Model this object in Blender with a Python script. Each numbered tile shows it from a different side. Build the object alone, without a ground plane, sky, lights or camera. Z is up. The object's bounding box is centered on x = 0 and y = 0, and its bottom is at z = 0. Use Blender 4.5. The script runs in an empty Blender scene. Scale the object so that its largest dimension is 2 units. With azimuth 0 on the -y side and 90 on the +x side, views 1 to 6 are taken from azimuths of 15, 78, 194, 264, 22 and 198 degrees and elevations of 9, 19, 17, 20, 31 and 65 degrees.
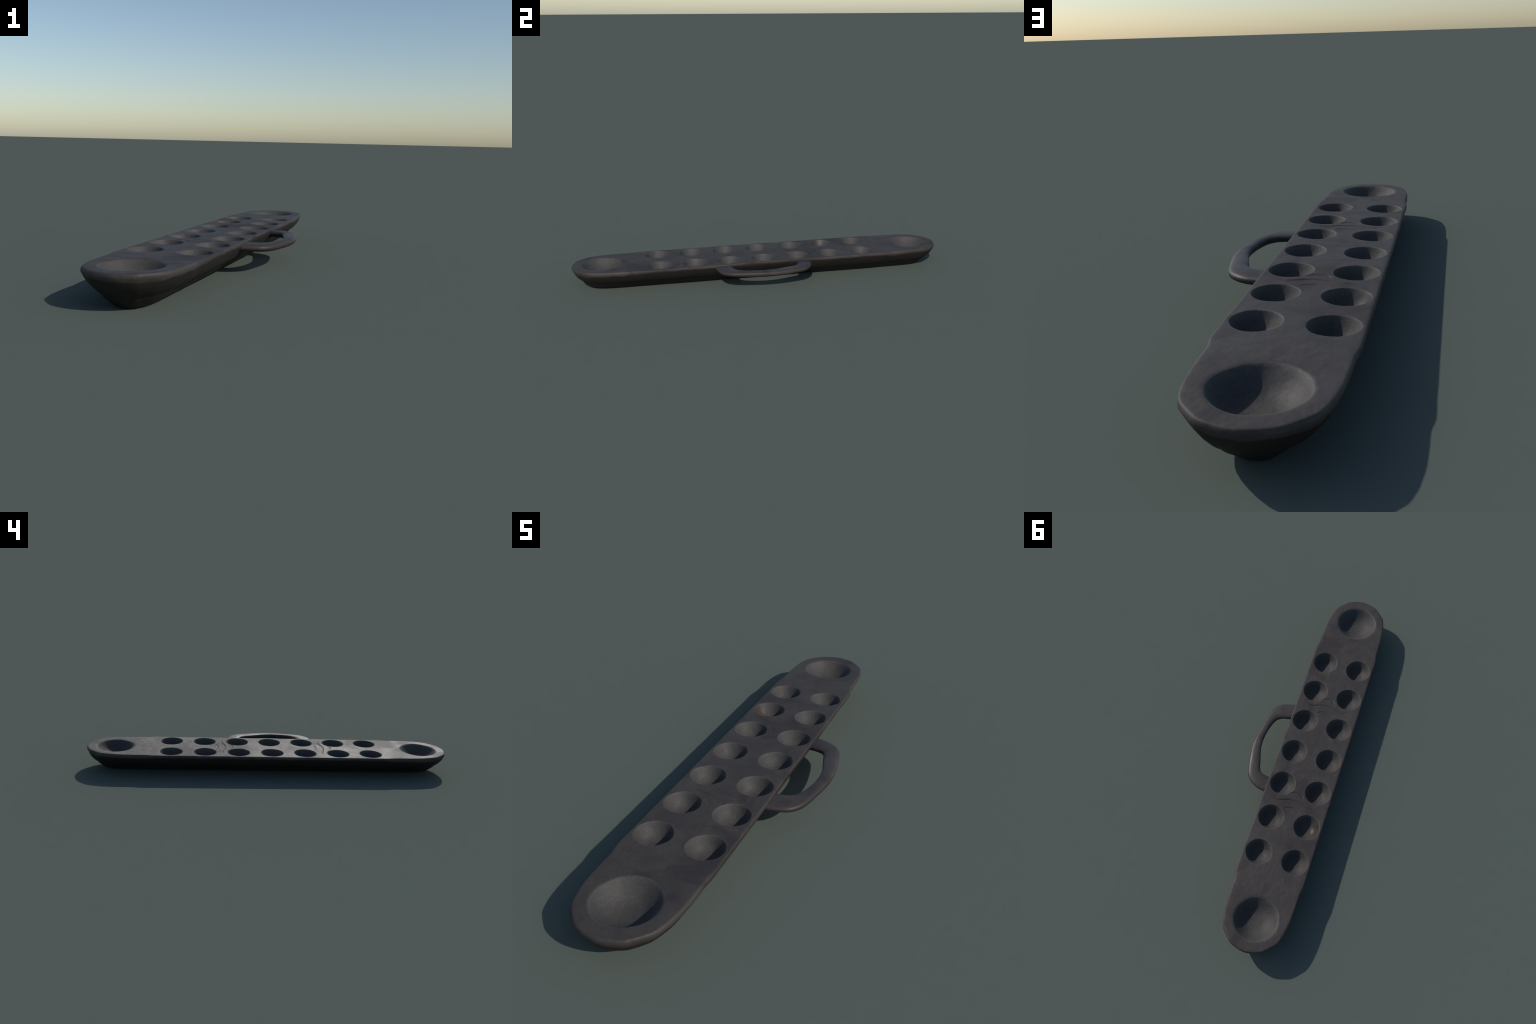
# Long, narrow carved wooden sowing-game board: a trough-like body with two rows of
# seven round pits, a large store bowl at each end, two bands of carved wavy lines
# and a loop handle growing out of one long side.
import bpy, bmesh, math, random
from mathutils import Vector, noise
from mathutils.geometry import delaunay_2d_cdt

random.seed(7)

# ------------------------------------------------------------------ dimensions
CX = -0.0680            # long axis of the board (the handle pushes it off x = 0)
DECK = 0.1182           # height of the flat top
LIP_Z = 0.1045          # height of the widest line of the rim
PIT_A, PIT_D = 0.0613, 0.0480
STORE_A, STORE_D = 0.0992, 0.0560
PIT_ROWS = (0.0875, -0.0885)      # sideways from the axis
PIT_STEP, PIT_MID = 0.1829, -0.0058
STORE_Y = 0.8475

pits = []               # (x, y, radius, depth, power, softness, kind)
for side in PIT_ROWS:
    for k in range(-3, 4):
        pits.append((CX + side, PIT_MID + k * PIT_STEP, PIT_A, PIT_D, 3.3, 0.030, "small_pit"))
for s in (-1, 1):
    pits.append((CX - 0.001, s * STORE_Y, STORE_A, STORE_D, 2.9, 0.085, "store_pit"))


def lerp(a, b, t):
    return a + (b - a) * t


def smooth(a, b, x):
    t = min(1.0, max(0.0, (x - a) / (b - a)))
    return t * t * (3 - 2 * t)


def n3(x, y, z, s, seed=0.0):
    return noise.noise(Vector((x * s + seed, y * s - seed * 1.7, z * s + seed * 0.6)))


def catmull(pts, sub, closed=False):
    out, n = [], len(pts)
    rng = range(n if closed else n - 1)
    for i in rng:
        p = [Vector(pts[(i + j) % n]) if closed else Vector(pts[min(n - 1, max(0, i + j))])
             for j in (-1, 0, 1, 2)]
        for k in range(sub):
            t = k / sub
            out.append(0.5 * (2 * p[1] + (p[2] - p[0]) * t + (2 * p[0] - 5 * p[1] + 4 * p[2] - p[3]) * t * t
                              + (3 * p[1] - p[0] - 3 * p[2] + p[3]) * t ** 3))
    if not closed:
        out.append(Vector(pts[-1]))
    return out


# ------------------------------------------------------------------ plan outlines
# one quarter of the plan, from the middle of a long side to the tip: (half width, y)
LIP_Q = [(0.1625, 0.0), (0.1625, 0.30), (0.1625, 0.55), (0.1625, 0.640), (0.1568, 0.688), (0.1560, 0.76),
         (0.1520, 0.825), (0.1435, 0.877), (0.1260, 0.926), (0.0780, 0.977), (0.0360, 0.994), (0.0, 1.0)]
BASE_Q = [(0.0500, 0.0), (0.0500, 0.28), (0.0500, 0.51), (0.0500, 0.58), (0.0500, 0.64), (0.0500, 0.70),
          (0.0498, 0.765), (0.0483, 0.813), (0.0430, 0.854), (0.0300, 0.8885), (0.0145, 0.8985), (0.0, 0.9005)]
SUB = [30, 26, 10, 12, 10, 10, 8, 9, 14, 10, 9]


def quarter(ctrl, round_):
    """poly-line through the control points, blended with its smooth curve"""
    pts = []
    mirror = [(ctrl[1][0], -ctrl[1][1], 0)] + [(a, b, 0) for a, b in ctrl] + [(-ctrl[-2][0], ctrl[-2][1], 0)]
    for i in range(len(ctrl) - 1):
        p0, p1, p2, p3 = (Vector(mirror[i + j]) for j in range(4))
        for k in range(SUB[i]):
            t = k / SUB[i]
            c = 0.5 * (2 * p1 + (p2 - p0) * t + (2 * p0 - 5 * p1 + 4 * p2 - p3) * t * t
                       + (3 * p1 - p0 - 3 * p2 + p3) * t ** 3)
            pts.append(p1.lerp(p2, t).lerp(c, round_))
    pts.append(Vector((ctrl[-1][0], ctrl[-1][1], 0)))
    return pts


def full(q):
    out = []
    out += [Vector((p.x, p.y, 0)) for p in q]                        # +x, +y
    out += [Vector((-p.x, p.y, 0)) for p in reversed(q[:-1])]        # -x, +y
    out += [Vector((-p.x, -p.y, 0)) for p in q[1:]]                  # -x, -y
    out += [Vector((p.x, -p.y, 0)) for p in reversed(q[1:-1])]       # +x, -y
    return [p + Vector((CX, 0, 0)) for p in out]


lip = full(quarter(LIP_Q, 0.70))
base = full(quarter(BASE_Q, 0.9))
N = len(lip)
# outward plan normals of the lip
nrm = []
for i in range(N):
    d = lip[(i + 1) % N] - lip[i - 1]
    nrm.append(Vector((d.y, -d.x, 0)).normalized())

# the carver took more off one shoulder than off its neighbour
for i in range(N):
    p = lip[i]
    if p.x > CX:
        k = smooth(0.64, 0.72, abs(p.y)) * smooth(0.90, 0.82, abs(p.y))
        p -= nrm[i] * k * (0.0030 if p.y > 0 else -0.0012)

# wall profile from lip to base: (share of the way in, height)
WALL = [(0.000, LIP_Z), (0.035, 0.0965), (0.085, 0.0855), (0.140, 0.0755), (0.210, 0.0660), (0.290, 0.0572),
        (0.360, 0.0502), (0.430, 0.0457), (0.490, 0.0415), (0.533, 0.0362), (0.580, 0.0300), (0.670, 0.0226),
        (0.760, 0.0148), (0.840, 0.0084), (0.900, 0.0040), (0.955, 0.0012), (1.000, 0.0000)]
# rim profile from lip to deck: (inward distance, height), for the crisp middle and the worn ends
RIM_MID = [(0.0004, 0.1085), (0.0008, 0.1120), (0.0014, 0.1150), (0.0026, 0.1172), (0.0050, DECK)]
RIM_END = [(0.0004, 0.1090), (0.0011, 0.1128), (0.0025, 0.1156), (0.0048, 0.1174), (0.0078, DECK - 0.0002)]

verts, faces = [], []
rings = []


def ring(pts):
    s = len(verts)
    verts.extend(pts)
    rings.append(s)
    return s


# the wall, from base up to the lip, with hand-carved unevenness
for f, z in reversed(WALL):
    row = []
    mid = math.sin(math.pi * min(1, max(0, f)))
    for i in range(N):
        p = lip[i].lerp(base[i], f)
        w = mid * (0.0022 * n3(p.x, p.y, z, 9.0, 3.1) + 0.0012 * n3(p.x * 1.0, p.y * 0.35, z * 3, 34.0, 9.0))
        wl = 0.0011 * n3(p.x, p.y, 0, 16.0, 5.5) * (1 - f) * smooth(0.6, 0.75, abs(p.y))
        q = p + nrm[i] * (w + wl)
        q.z = max(0.0, z + mid * 0.0012 * n3(p.x, p.y, z, 14.0, 12.0))
        row.append(q)
    ring(row)
for k in range(len(RIM_MID)):
    row = []
    for i in range(N):
        e = smooth(0.638, 0.692, abs(lip[i].y))
        e = min(1.0, max(0.0, e + 0.10 * n3(lip[i].x, lip[i].y, 0, 6.0, 2.0)))
        d = lerp(RIM_MID[k][0], RIM_END[k][0], e)
        z = lerp(RIM_MID[k][1], RIM_END[k][1], e)
        q = lip[i] - nrm[i] * d
        if k < len(RIM_MID) - 1:
            q += nrm[i] * (0.0006 * n3(q.x, q.y, z, 22.0, 8.0))
        q.z = z
        row.append(q)
    ring(row)
for a, b in zip(rings[:-1], rings[1:]):
    for i in range(N):
        j = (i + 1) % N
        faces.append((a + i, a + j, b + j, b + i))
# flat underside: quads across the axis
s = rings[0]
faces.append(tuple(reversed(range(s, s + N))))
deck_ring = rings[-1]

# ------------------------------------------------------------------ carved lines
LONG = [(0.101, 0.012), (0.088, 0.0165), (0.060, 0.012), (0.030, 0.003), (0.0, 0.0), (-0.030, 0.004),
        (-0.060, 0.0125), (-0.082, 0.017), (-0.096, 0.0155)]
UPPER = [(0.040, -0.024), (0.026, -0.036), (0.008, -0.0425), (-0.008, -0.040), (-0.022, -0.031), (-0.031, -0.020)]
LOWER = [(0.043, 0.053), (0.027, 0.043), (0.004, 0.0385), (-0.014, 0.0415), (-0.030, 0.050), (-0.037, 0.057)]
grooves = []
for y0 in (-0.3005, 0.2500):
    for ctrl, dep in ((LONG, 0.0025), (UPPER, 0.0021), (LOWER, 0.0020)):
        path = catmull([(CX + a, y0 + b + random.uniform(-0.0012, 0.0012), 0) for a, b in ctrl], 5)
        L = [0.0]
        for p, q in zip(path, path[1:]):
            L.append(L[-1] + (q - p).length)
        grooves.append((path, L, dep))


def groove_at(x, y):
    """carving depth (positive) and index of the deepest line at (x, y)"""
    best, idx, lift = 0.0, -1, 0.0
    for g, (path, L, dep) in enumerate(grooves):
        if abs(y - path[len(path) // 2].y) > 0.05 or abs(x - CX) > 0.125:
            continue
        bd, bs = 1e9, 0.0
        for i in range(len(path) - 1):
            a, b = path[i], path[i + 1]
            dx, dy = b.x - a.x, b.y - a.y
            l2 = dx * dx + dy * dy
            t = min(1, max(0, ((x - a.x) * dx + (y - a.y) * dy) / l2))
            d = math.hypot(x - a.x - dx * t, y - a.y - dy * t)
            if d < bd:
                bd, bs = d, L[i] + t * (L[i + 1] - L[i])
        taper = smooth(-0.004, 0.014, bs) * smooth(-0.004, 0.014, L[-1] - bs)
        w = 0.0036
        v = dep * taper * math.exp(-(bd / w) ** 2) * (1 + 0.4 * n3(x, y, 0, 38.0, 7.0))
        lift = max(lift, 0.0003 * taper * math.exp(-((bd - 0.0075) / 0.0035) ** 2))
        if v > best:
            best, idx = v, g
    return best, idx, lift


# ------------------------------------------------------------------ deck surface
def softplus(x, k):
    return k * math.log1p(math.exp(x / k)) if x / k < 30 else x


def deck_z(x, y, edge_z, edge_d):
    """top surface height; edge_d is the distance from the rim's inner line"""
    z = DECK + smooth(0, 0.03, edge_d) * (0.0013 * n3(x, y, 0, 8.0, 4.0) + 0.0009 * n3(x, y, 0, 19.0, 1.0))
    z = lerp(edge_z, z, smooth(0.0, 0.012, edge_d))
    for px, py, a, d, p, k, kind in pits:
        r = math.hypot(x - px, y - py)
        if r < a * 1.3:
            ang = math.atan2(y - py, x - px)
            aa = a * (1 + 0.022 * n3(math.cos(ang) + px * 9, math.sin(ang) + py * 9, 0, 1.2))
            h = softplus(1 - (r / aa) ** p, k) * smooth(1.3, 1.08, r / a)
            z -= d * h
            z += 0.0010 * n3(x, y, z, 30.0, 6.0) * smooth(1.0, 0.8, r / a)
    g, _, lift = groove_at(x, y)
    return z - g + lift


coords, edges = [], []


def add_loop(pts):
    s = len(coords)
    coords.extend(pts)
    n = len(pts)
    edges.extend((s + i, s + (i + 1) % n) for i in range(n))


add_loop([Vector((verts[deck_ring + i].x, verts[deck_ring + i].y)) for i in range(N)])
BORDER = 1.05
inner_poly = [verts[deck_ring + i] for i in range(N)]
half_at = sorted((abs(p.y), abs(p.x - CX)) for p in inner_poly)


def half_width(y):
    y = abs(y)
    lo, hi = 0, len(half_at) - 1
    if y >= half_at[-1][0]:
        return -1.0
    while hi - lo > 1:
        m = (lo + hi) // 2
        if half_at[m][0] <= y:
            lo = m
        else:
            hi = m
    return half_at[lo][1]


cell = 0.02
buckets = {}
for i in range(0, N):
    p = inner_poly[i]
    buckets.setdefault((int(p.x // cell), int(p.y // cell)), []).append(p)


def edge_info(x, y):
    bx, by = int(x // cell), int(y // cell)
    best, bz = 1e9, DECK
    for i in (-1, 0, 1):
        for j in (-1, 0, 1):
            for p in buckets.get((bx + i, by + j), ()):
                d = (p.x - x) ** 2 + (p.y - y) ** 2
                if d < best:
                    best, bz = d, p.z
    return (math.sqrt(best) if best < 1e8 else 1.0), bz


for px, py, a, d, p, k, kind in pits:
    seg = 72 if kind == "small_pit" else 104
    for fr in (1.12, 1.085, BORDER, 1.025, 1.005, 0.985, 0.965, 0.94, 0.905, 0.86, 0.80, 0.73, 0.65, 0.56, 0.46, 0.35):
        pts = [Vector((px + a * fr * math.cos(2 * math.pi * i / seg), py + a * fr * math.sin(2 * math.pi * i / seg)))
               for i in range(seg)]
        if fr == BORDER:
            add_loop(pts)
        else:
            # stay clear of the rim line
            coords.extend(q for q in pts if abs(q.x - CX) < half_width(q.y) - 0.0015)
    for fr, sg in ((0.25, seg // 2), (0.14, seg // 4), (0.05, 8)):
        coords.extend(Vector((px + a * fr * math.cos(2 * math.pi * i / sg), py + a * fr * math.sin(2 * math.pi * i / sg)))
                      for i in range(sg))
    coords.append(Vector((px, py)))


def fill(step, inside):
    row, y = 0, -1.0
    while y < 1.0:
        x = CX - 0.17 + (step / 2 if row % 2 else 0)
        while x < CX + 0.17:
            if inside(x, y) and abs(x - CX) < half_width(y) - 0.003:
                if all(math.hypot(x - q[0], y - q[1]) > q[2] * 1.12 + step * 0.6 for q in pits):
                    if edge_info(x, y)[0] > 0.004:
                        coords.append(Vector((x, y)))
            x += step
        y += step * 0.866
        row += 1


def in_carving(x, y):
    return abs(x - CX) < 0.112 and (-0.352 < y < -0.236 or 0.199 < y < 0.315)


fill(0.0062, lambda x, y: not in_carving(x, y))
fill(0.0018, in_carving)

vo, eo, fo, ov, oe, of = delaunay_2d_cdt(coords, edges, [], 1, 1e-6)
vmap = []
for i, p in enumerate(vo):
    src = [o for o in ov[i] if o < N]
    if src:
        vmap.append(deck_ring + src[0])
    else:
        ed, ez = edge_info(p.x, p.y)
        vmap.append(len(verts))
        verts.append(Vector((p.x, p.y, deck_z(p.x, p.y, ez, ed))))
n_body_faces = len(faces)
for f in fo:
    a, b, c = (vo[i] for i in f[:3])
    if (b.x - a.x) * (c.y - a.y) - (b.y - a.y) * (c.x - a.x) < 0:
        f = list(reversed(f))
    faces.append(tuple(vmap[i] for i in f))

# region of each face: 0 body, 1.. pits, then carved lines
region = [0] * len(faces)
for fi in range(n_body_faces, len(faces)):
    f = faces[fi]
    cx = sum(verts[i].x for i in f) / len(f)
    cy = sum(verts[i].y for i in f) / len(f)
    for k, q in enumerate(pits):
        if math.hypot(cx - q[0], cy - q[1]) < q[2] * BORDER:
            region[fi] = 1 + k
            break
    else:
        v, g, _ = groove_at(cx, cy)
        if v > 0.0006:
            region[fi] = 1 + len(pits) + g

whole = bpy.data.meshes.new("whole")
whole.from_pydata([tuple(v) for v in verts], [], faces)
whole.update()
whole.polygons.foreach_set("use_smooth", [True] * len(faces))
whole.update()
vnormals = [Vector(n.vector) for n in whole.vertex_normals]
bpy.data.meshes.remove(whole)


# ------------------------------------------------------------------ materials
class Graph:
    def __init__(self, name):
        self.mat = bpy.data.materials.new(name)
        self.mat.use_nodes = True
        self.t = self.mat.node_tree
        self.t.nodes.clear()
        self.out = self.new("ShaderNodeOutputMaterial")
        self.bsdf = self.new("ShaderNodeBsdfPrincipled")
        self.link(self.bsdf.outputs[0], self.out.inputs[0])
        self.co = self.new("ShaderNodeTexCoord").outputs["Object"]
        sep = self.new("ShaderNodeSeparateXYZ")
        self.link(self.co, sep.inputs[0])
        self.x, self.y, self.z = sep.outputs

    def new(self, t):
        return self.t.nodes.new(t)

    def link(self, a, b):
        self.t.links.new(a, b)

    def put(self, v, sock):
        if isinstance(v, bpy.types.NodeSocket):
            self.link(v, sock)
        else:
            sock.default_value = v

    def math(self, op, a, b=0.0, clamp=False):
        n = self.new("ShaderNodeMath")
        n.operation, n.use_clamp = op, clamp
        self.put(a, n.inputs[0])
        self.put(b, n.inputs[1])
        return n.outputs[0]

    def noise(self, scale, detail=4.0, rough=0.55, stretch=(1, 1, 1), dist=0.0):
        m = self.new("ShaderNodeMapping")
        m.inputs["Scale"].default_value = stretch
        self.link(self.co, m.inputs[0])
        n = self.new("ShaderNodeTexNoise")
        n.inputs["Scale"].default_value = scale
        n.inputs["Detail"].default_value = detail
        n.inputs["Roughness"].default_value = rough
        n.inputs["Distortion"].default_value = dist
        self.link(m.outputs[0], n.inputs["Vector"])
        return n.outputs["Fac"]

    def range(self, v, a, b, c=0.0, d=1.0):
        n = self.new("ShaderNodeMapRange")
        n.interpolation_type = "SMOOTHSTEP"
        self.put(v, n.inputs[0])
        for i, q in enumerate((a, b, c, d)):
            self.put(q, n.inputs[i + 1])
        return n.outputs[0]

    def mix(self, f, a, b):
        n = self.new("ShaderNodeMix")
        n.data_type = "RGBA"
        self.put(f, n.inputs[0])
        for v, s in ((a, n.inputs[6]), (b, n.inputs[7])):
            self.put(v if isinstance(v, bpy.types.NodeSocket) else (*v, 1.0), s)
        return n.outputs[2]

    def bump(self, height, strength, dist, prev=None):
        n = self.new("ShaderNodeBump")
        n.inputs["Strength"].default_value = strength
        n.inputs["Distance"].default_value = dist
        self.link(height, n.inputs["Height"])
        if prev:
            self.link(prev, n.inputs["Normal"])
        return n.outputs[0]


GREY_A, GREY_B = (0.0575, 0.0485, 0.0430), (0.0440, 0.0360, 0.0325)
PLUM = (0.0310, 0.0235, 0.0230)
UNDER_BROWN = (0.0165, 0.0118, 0.0090)
UNDER_BLACK = (0.0105, 0.0095, 0.0075)


def wood(name, kind):
    g = Graph(name)
    cloud = g.noise(9.0, 5.0, 0.6, (1.0, 0.8, 1.0), 0.4)
    fine = g.noise(150.0, 3.0, 0.6, (1.0, 0.45, 1.0))
    stain = g.noise(5.5, 3.0, 0.5, (1.0, 1.0, 1.0), 0.8)
    col = g.mix(g.range(cloud, 0.35, 0.66), GREY_B, GREY_A)
    col = g.mix(g.math("MULTIPLY", g.range(stain, 0.52, 0.68), 0.80), col, PLUM)
    if kind == "pit":
        col = g.mix(0.75, col, (0.0700, 0.0660, 0.0610))
        # one pit is rubbed bare: browner and glossier on its outer wall
        dx = g.math("ADD", g.x, 0.205)
        dy = g.math("SUBTRACT", g.y, 0.3600)
        d = g.math("SQRT", g.math("ADD", g.math("MULTIPLY", dx, dx), g.math("MULTIPLY", dy, dy)))
        bare = g.range(d, 0.050, 0.020)
        col = g.mix(g.math("MULTIPLY", bare, 0.8), col, (0.046, 0.034, 0.027))
    # fine speckle
    col = g.mix(g.math("MULTIPLY", g.range(fine, 0.62, 0.42), 0.22), col, (0.018, 0.017, 0.017))
    rough = g.range(stain, 0.35, 0.65, 0.58, 0.68)
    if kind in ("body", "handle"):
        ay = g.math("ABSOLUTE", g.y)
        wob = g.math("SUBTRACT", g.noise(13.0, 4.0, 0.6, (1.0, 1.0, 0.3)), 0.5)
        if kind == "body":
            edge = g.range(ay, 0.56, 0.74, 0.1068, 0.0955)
            # behind the loop the dark wall colour runs right up to the edge
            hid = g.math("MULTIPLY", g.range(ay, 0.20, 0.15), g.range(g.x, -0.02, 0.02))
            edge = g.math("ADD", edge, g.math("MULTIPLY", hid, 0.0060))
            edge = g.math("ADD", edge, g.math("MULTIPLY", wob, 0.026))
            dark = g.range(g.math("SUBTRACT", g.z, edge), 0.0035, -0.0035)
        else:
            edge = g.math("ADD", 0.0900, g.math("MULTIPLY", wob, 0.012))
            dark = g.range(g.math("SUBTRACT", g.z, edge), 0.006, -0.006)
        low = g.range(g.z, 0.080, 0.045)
        under = g.mix(low, UNDER_BROWN, UNDER_BLACK)
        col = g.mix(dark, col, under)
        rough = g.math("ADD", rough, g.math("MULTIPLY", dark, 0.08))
    g.link(col, g.bsdf.inputs["Base Color"])
    if kind == "pit":
        rough = g.math("SUBTRACT", g.math("ADD", rough, 0.06), g.math("MULTIPLY", bare, 0.20))
    if kind == "handle":
        rough = g.math("SUBTRACT", rough, 0.13)
    g.link(rough, g.bsdf.inputs["Roughness"])
    g.bsdf.inputs["Specular IOR Level"].default_value = 0.36
    grain = g.noise(110.0, 4.0, 0.6, (1.0, 0.35, 0.6) if kind != "pit" else (1.0, 1.0, 0.25))
    lumps = g.noise(26.0, 3.0, 0.5)
    nb = g.bump(lumps, 0.25 if kind == "handle" else 0.55, 0.0045)
    nb = g.bump(grain, 0.35 if kind == "pit" else 0.22, 0.0016, nb)
    g.link(nb, g.bsdf.inputs["Normal"])
    return g.mat


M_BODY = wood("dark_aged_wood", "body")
M_PIT = wood("pale_grey_pit_wood", "pit")
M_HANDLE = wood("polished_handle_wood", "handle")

# ------------------------------------------------------------------ objects
col = bpy.context.scene.collection
root = bpy.data.objects.new("sowing_game_board", None)
root["label"] = "long dark wooden board with round pits and a loop handle"
root["category"] = "board game"
col.objects.link(root)


def region_object(name, rid, mat, parent):
    idx = {}
    vs, fs, ns = [], [], []
    for fi, f in enumerate(faces):
        if region[fi] != rid:
            continue
        nf = []
        for v in f:
            if v not in idx:
                idx[v] = len(vs)
                vs.append(tuple(verts[v]))
                ns.append(vnormals[v])
            nf.append(idx[v])
        fs.append(nf)
    me = bpy.data.meshes.new(name)
    me.from_pydata(vs, [], fs)
    me.polygons.foreach_set("use_smooth", [True] * len(fs))
    me.materials.append(mat)
    me.update()
    me.normals_split_custom_set_from_vertices(ns)
    ob = bpy.data.objects.new(name, me)
    col.objects.link(ob)
    ob.parent = parent
    return ob


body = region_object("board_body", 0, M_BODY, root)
for k, q in enumerate(pits):
    region_object(q[6], 1 + k, M_PIT, body)
for k in range(len(grooves)):
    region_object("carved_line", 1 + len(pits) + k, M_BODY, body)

# ------------------------------------------------------------------ handle
# stations along the loop: inner edge (x, y), outer edge (x, y)
HANDLE = [((0.0820, -0.1880), (0.0820, -0.2740)), ((0.0990, -0.1810), (0.1040, -0.2700)),
          ((0.1230, -0.1765), (0.1370, -0.2620)), ((0.1430, -0.1690), (0.1680, -0.2490)),
          ((0.1610, -0.1520), (0.1910, -0.2230)), ((0.1735, -0.1240), (0.2050, -0.1900)),
          ((0.1825, -0.0880), (0.2190, -0.1200)), ((0.1880, -0.0400), (0.2300, -0.0500)),
          ((0.1855, 0.0120), (0.2325, 0.0100)), ((0.1740, 0.0560), (0.2285, 0.0560)),
          ((0.1630, 0.0920), (0.2210, 0.0980)), ((0.1540, 0.1240), (0.2130, 0.1360)),
          ((0.1420, 0.1450), (0.1990, 0.1800)), ((0.1270, 0.1530), (0.1750, 0.2090)),
          ((0.1110, 0.1560), (0.1420, 0.2290)), ((0.0980, 0.1590), (0.1050, 0.2380)),
          ((0.0820, 0.1610), (0.0820, 0.2420))]
HZ, HT = 0.0965, 0.0140
SEG = 28
inn = catmull([(a[0], a[1], 0) for a, b in HANDLE], 7)
outr = catmull([(b[0], b[1], 0) for a, b in HANDLE], 7)
hv, hf = [], []
n = len(inn)
for i in range(n):
    c, h = (inn[i] + outr[i]) / 2, (outr[i] - inn[i]) / 2
    u = i / (n - 1)
    root_k = 1 - smooth(0.0, 0.12, min(u, 1 - u))
    ht = HT + 0.0010 * root_k + 0.0006 * n3(c.x, c.y, 0, 14.0)
    zc = HZ + 0.0006 * n3(c.x, c.y, 0, 11.0, 4.0)
    for k in range(SEG):
        a = 2 * math.pi * k / SEG
        ca, sa = math.cos(a), math.sin(a)
        ex = 2 / 2.7
        rx = math.copysign(abs(ca) ** ex, ca)
        rz = math.copysign(abs(sa) ** ex, sa)
        # top leans down a little towards the outer edge, like a rubbed grip
        hv.append(c + h * rx * (0.965 + 0.045 * rz) + Vector((0, 0, zc + ht * rz - 0.0016 * rx * (1 - root_k))))
for i in range(n - 1):
    for k in range(SEG):
        k2 = (k + 1) % SEG
        hf.append((i * SEG + k, i * SEG + k2, (i + 1) * SEG + k2, (i + 1) * SEG + k))
hf.append(tuple(range(SEG)))
hf.append(tuple(reversed(range((n - 1) * SEG, n * SEG))))
me = bpy.data.meshes.new("carrying_handle")
me.from_pydata([tuple(v) for v in hv], [], hf)
me.polygons.foreach_set("use_smooth", [True] * (len(hf) - 2) + [False, False])
me.materials.append(M_HANDLE)
me.update()
bm = bmesh.new()
bm.from_mesh(me)
bmesh.ops.recalc_face_normals(bm, faces=bm.faces)
bm.to_mesh(me)
bm.free()
handle = bpy.data.objects.new("carrying_handle", me)
col.objects.link(handle)
handle.parent = root
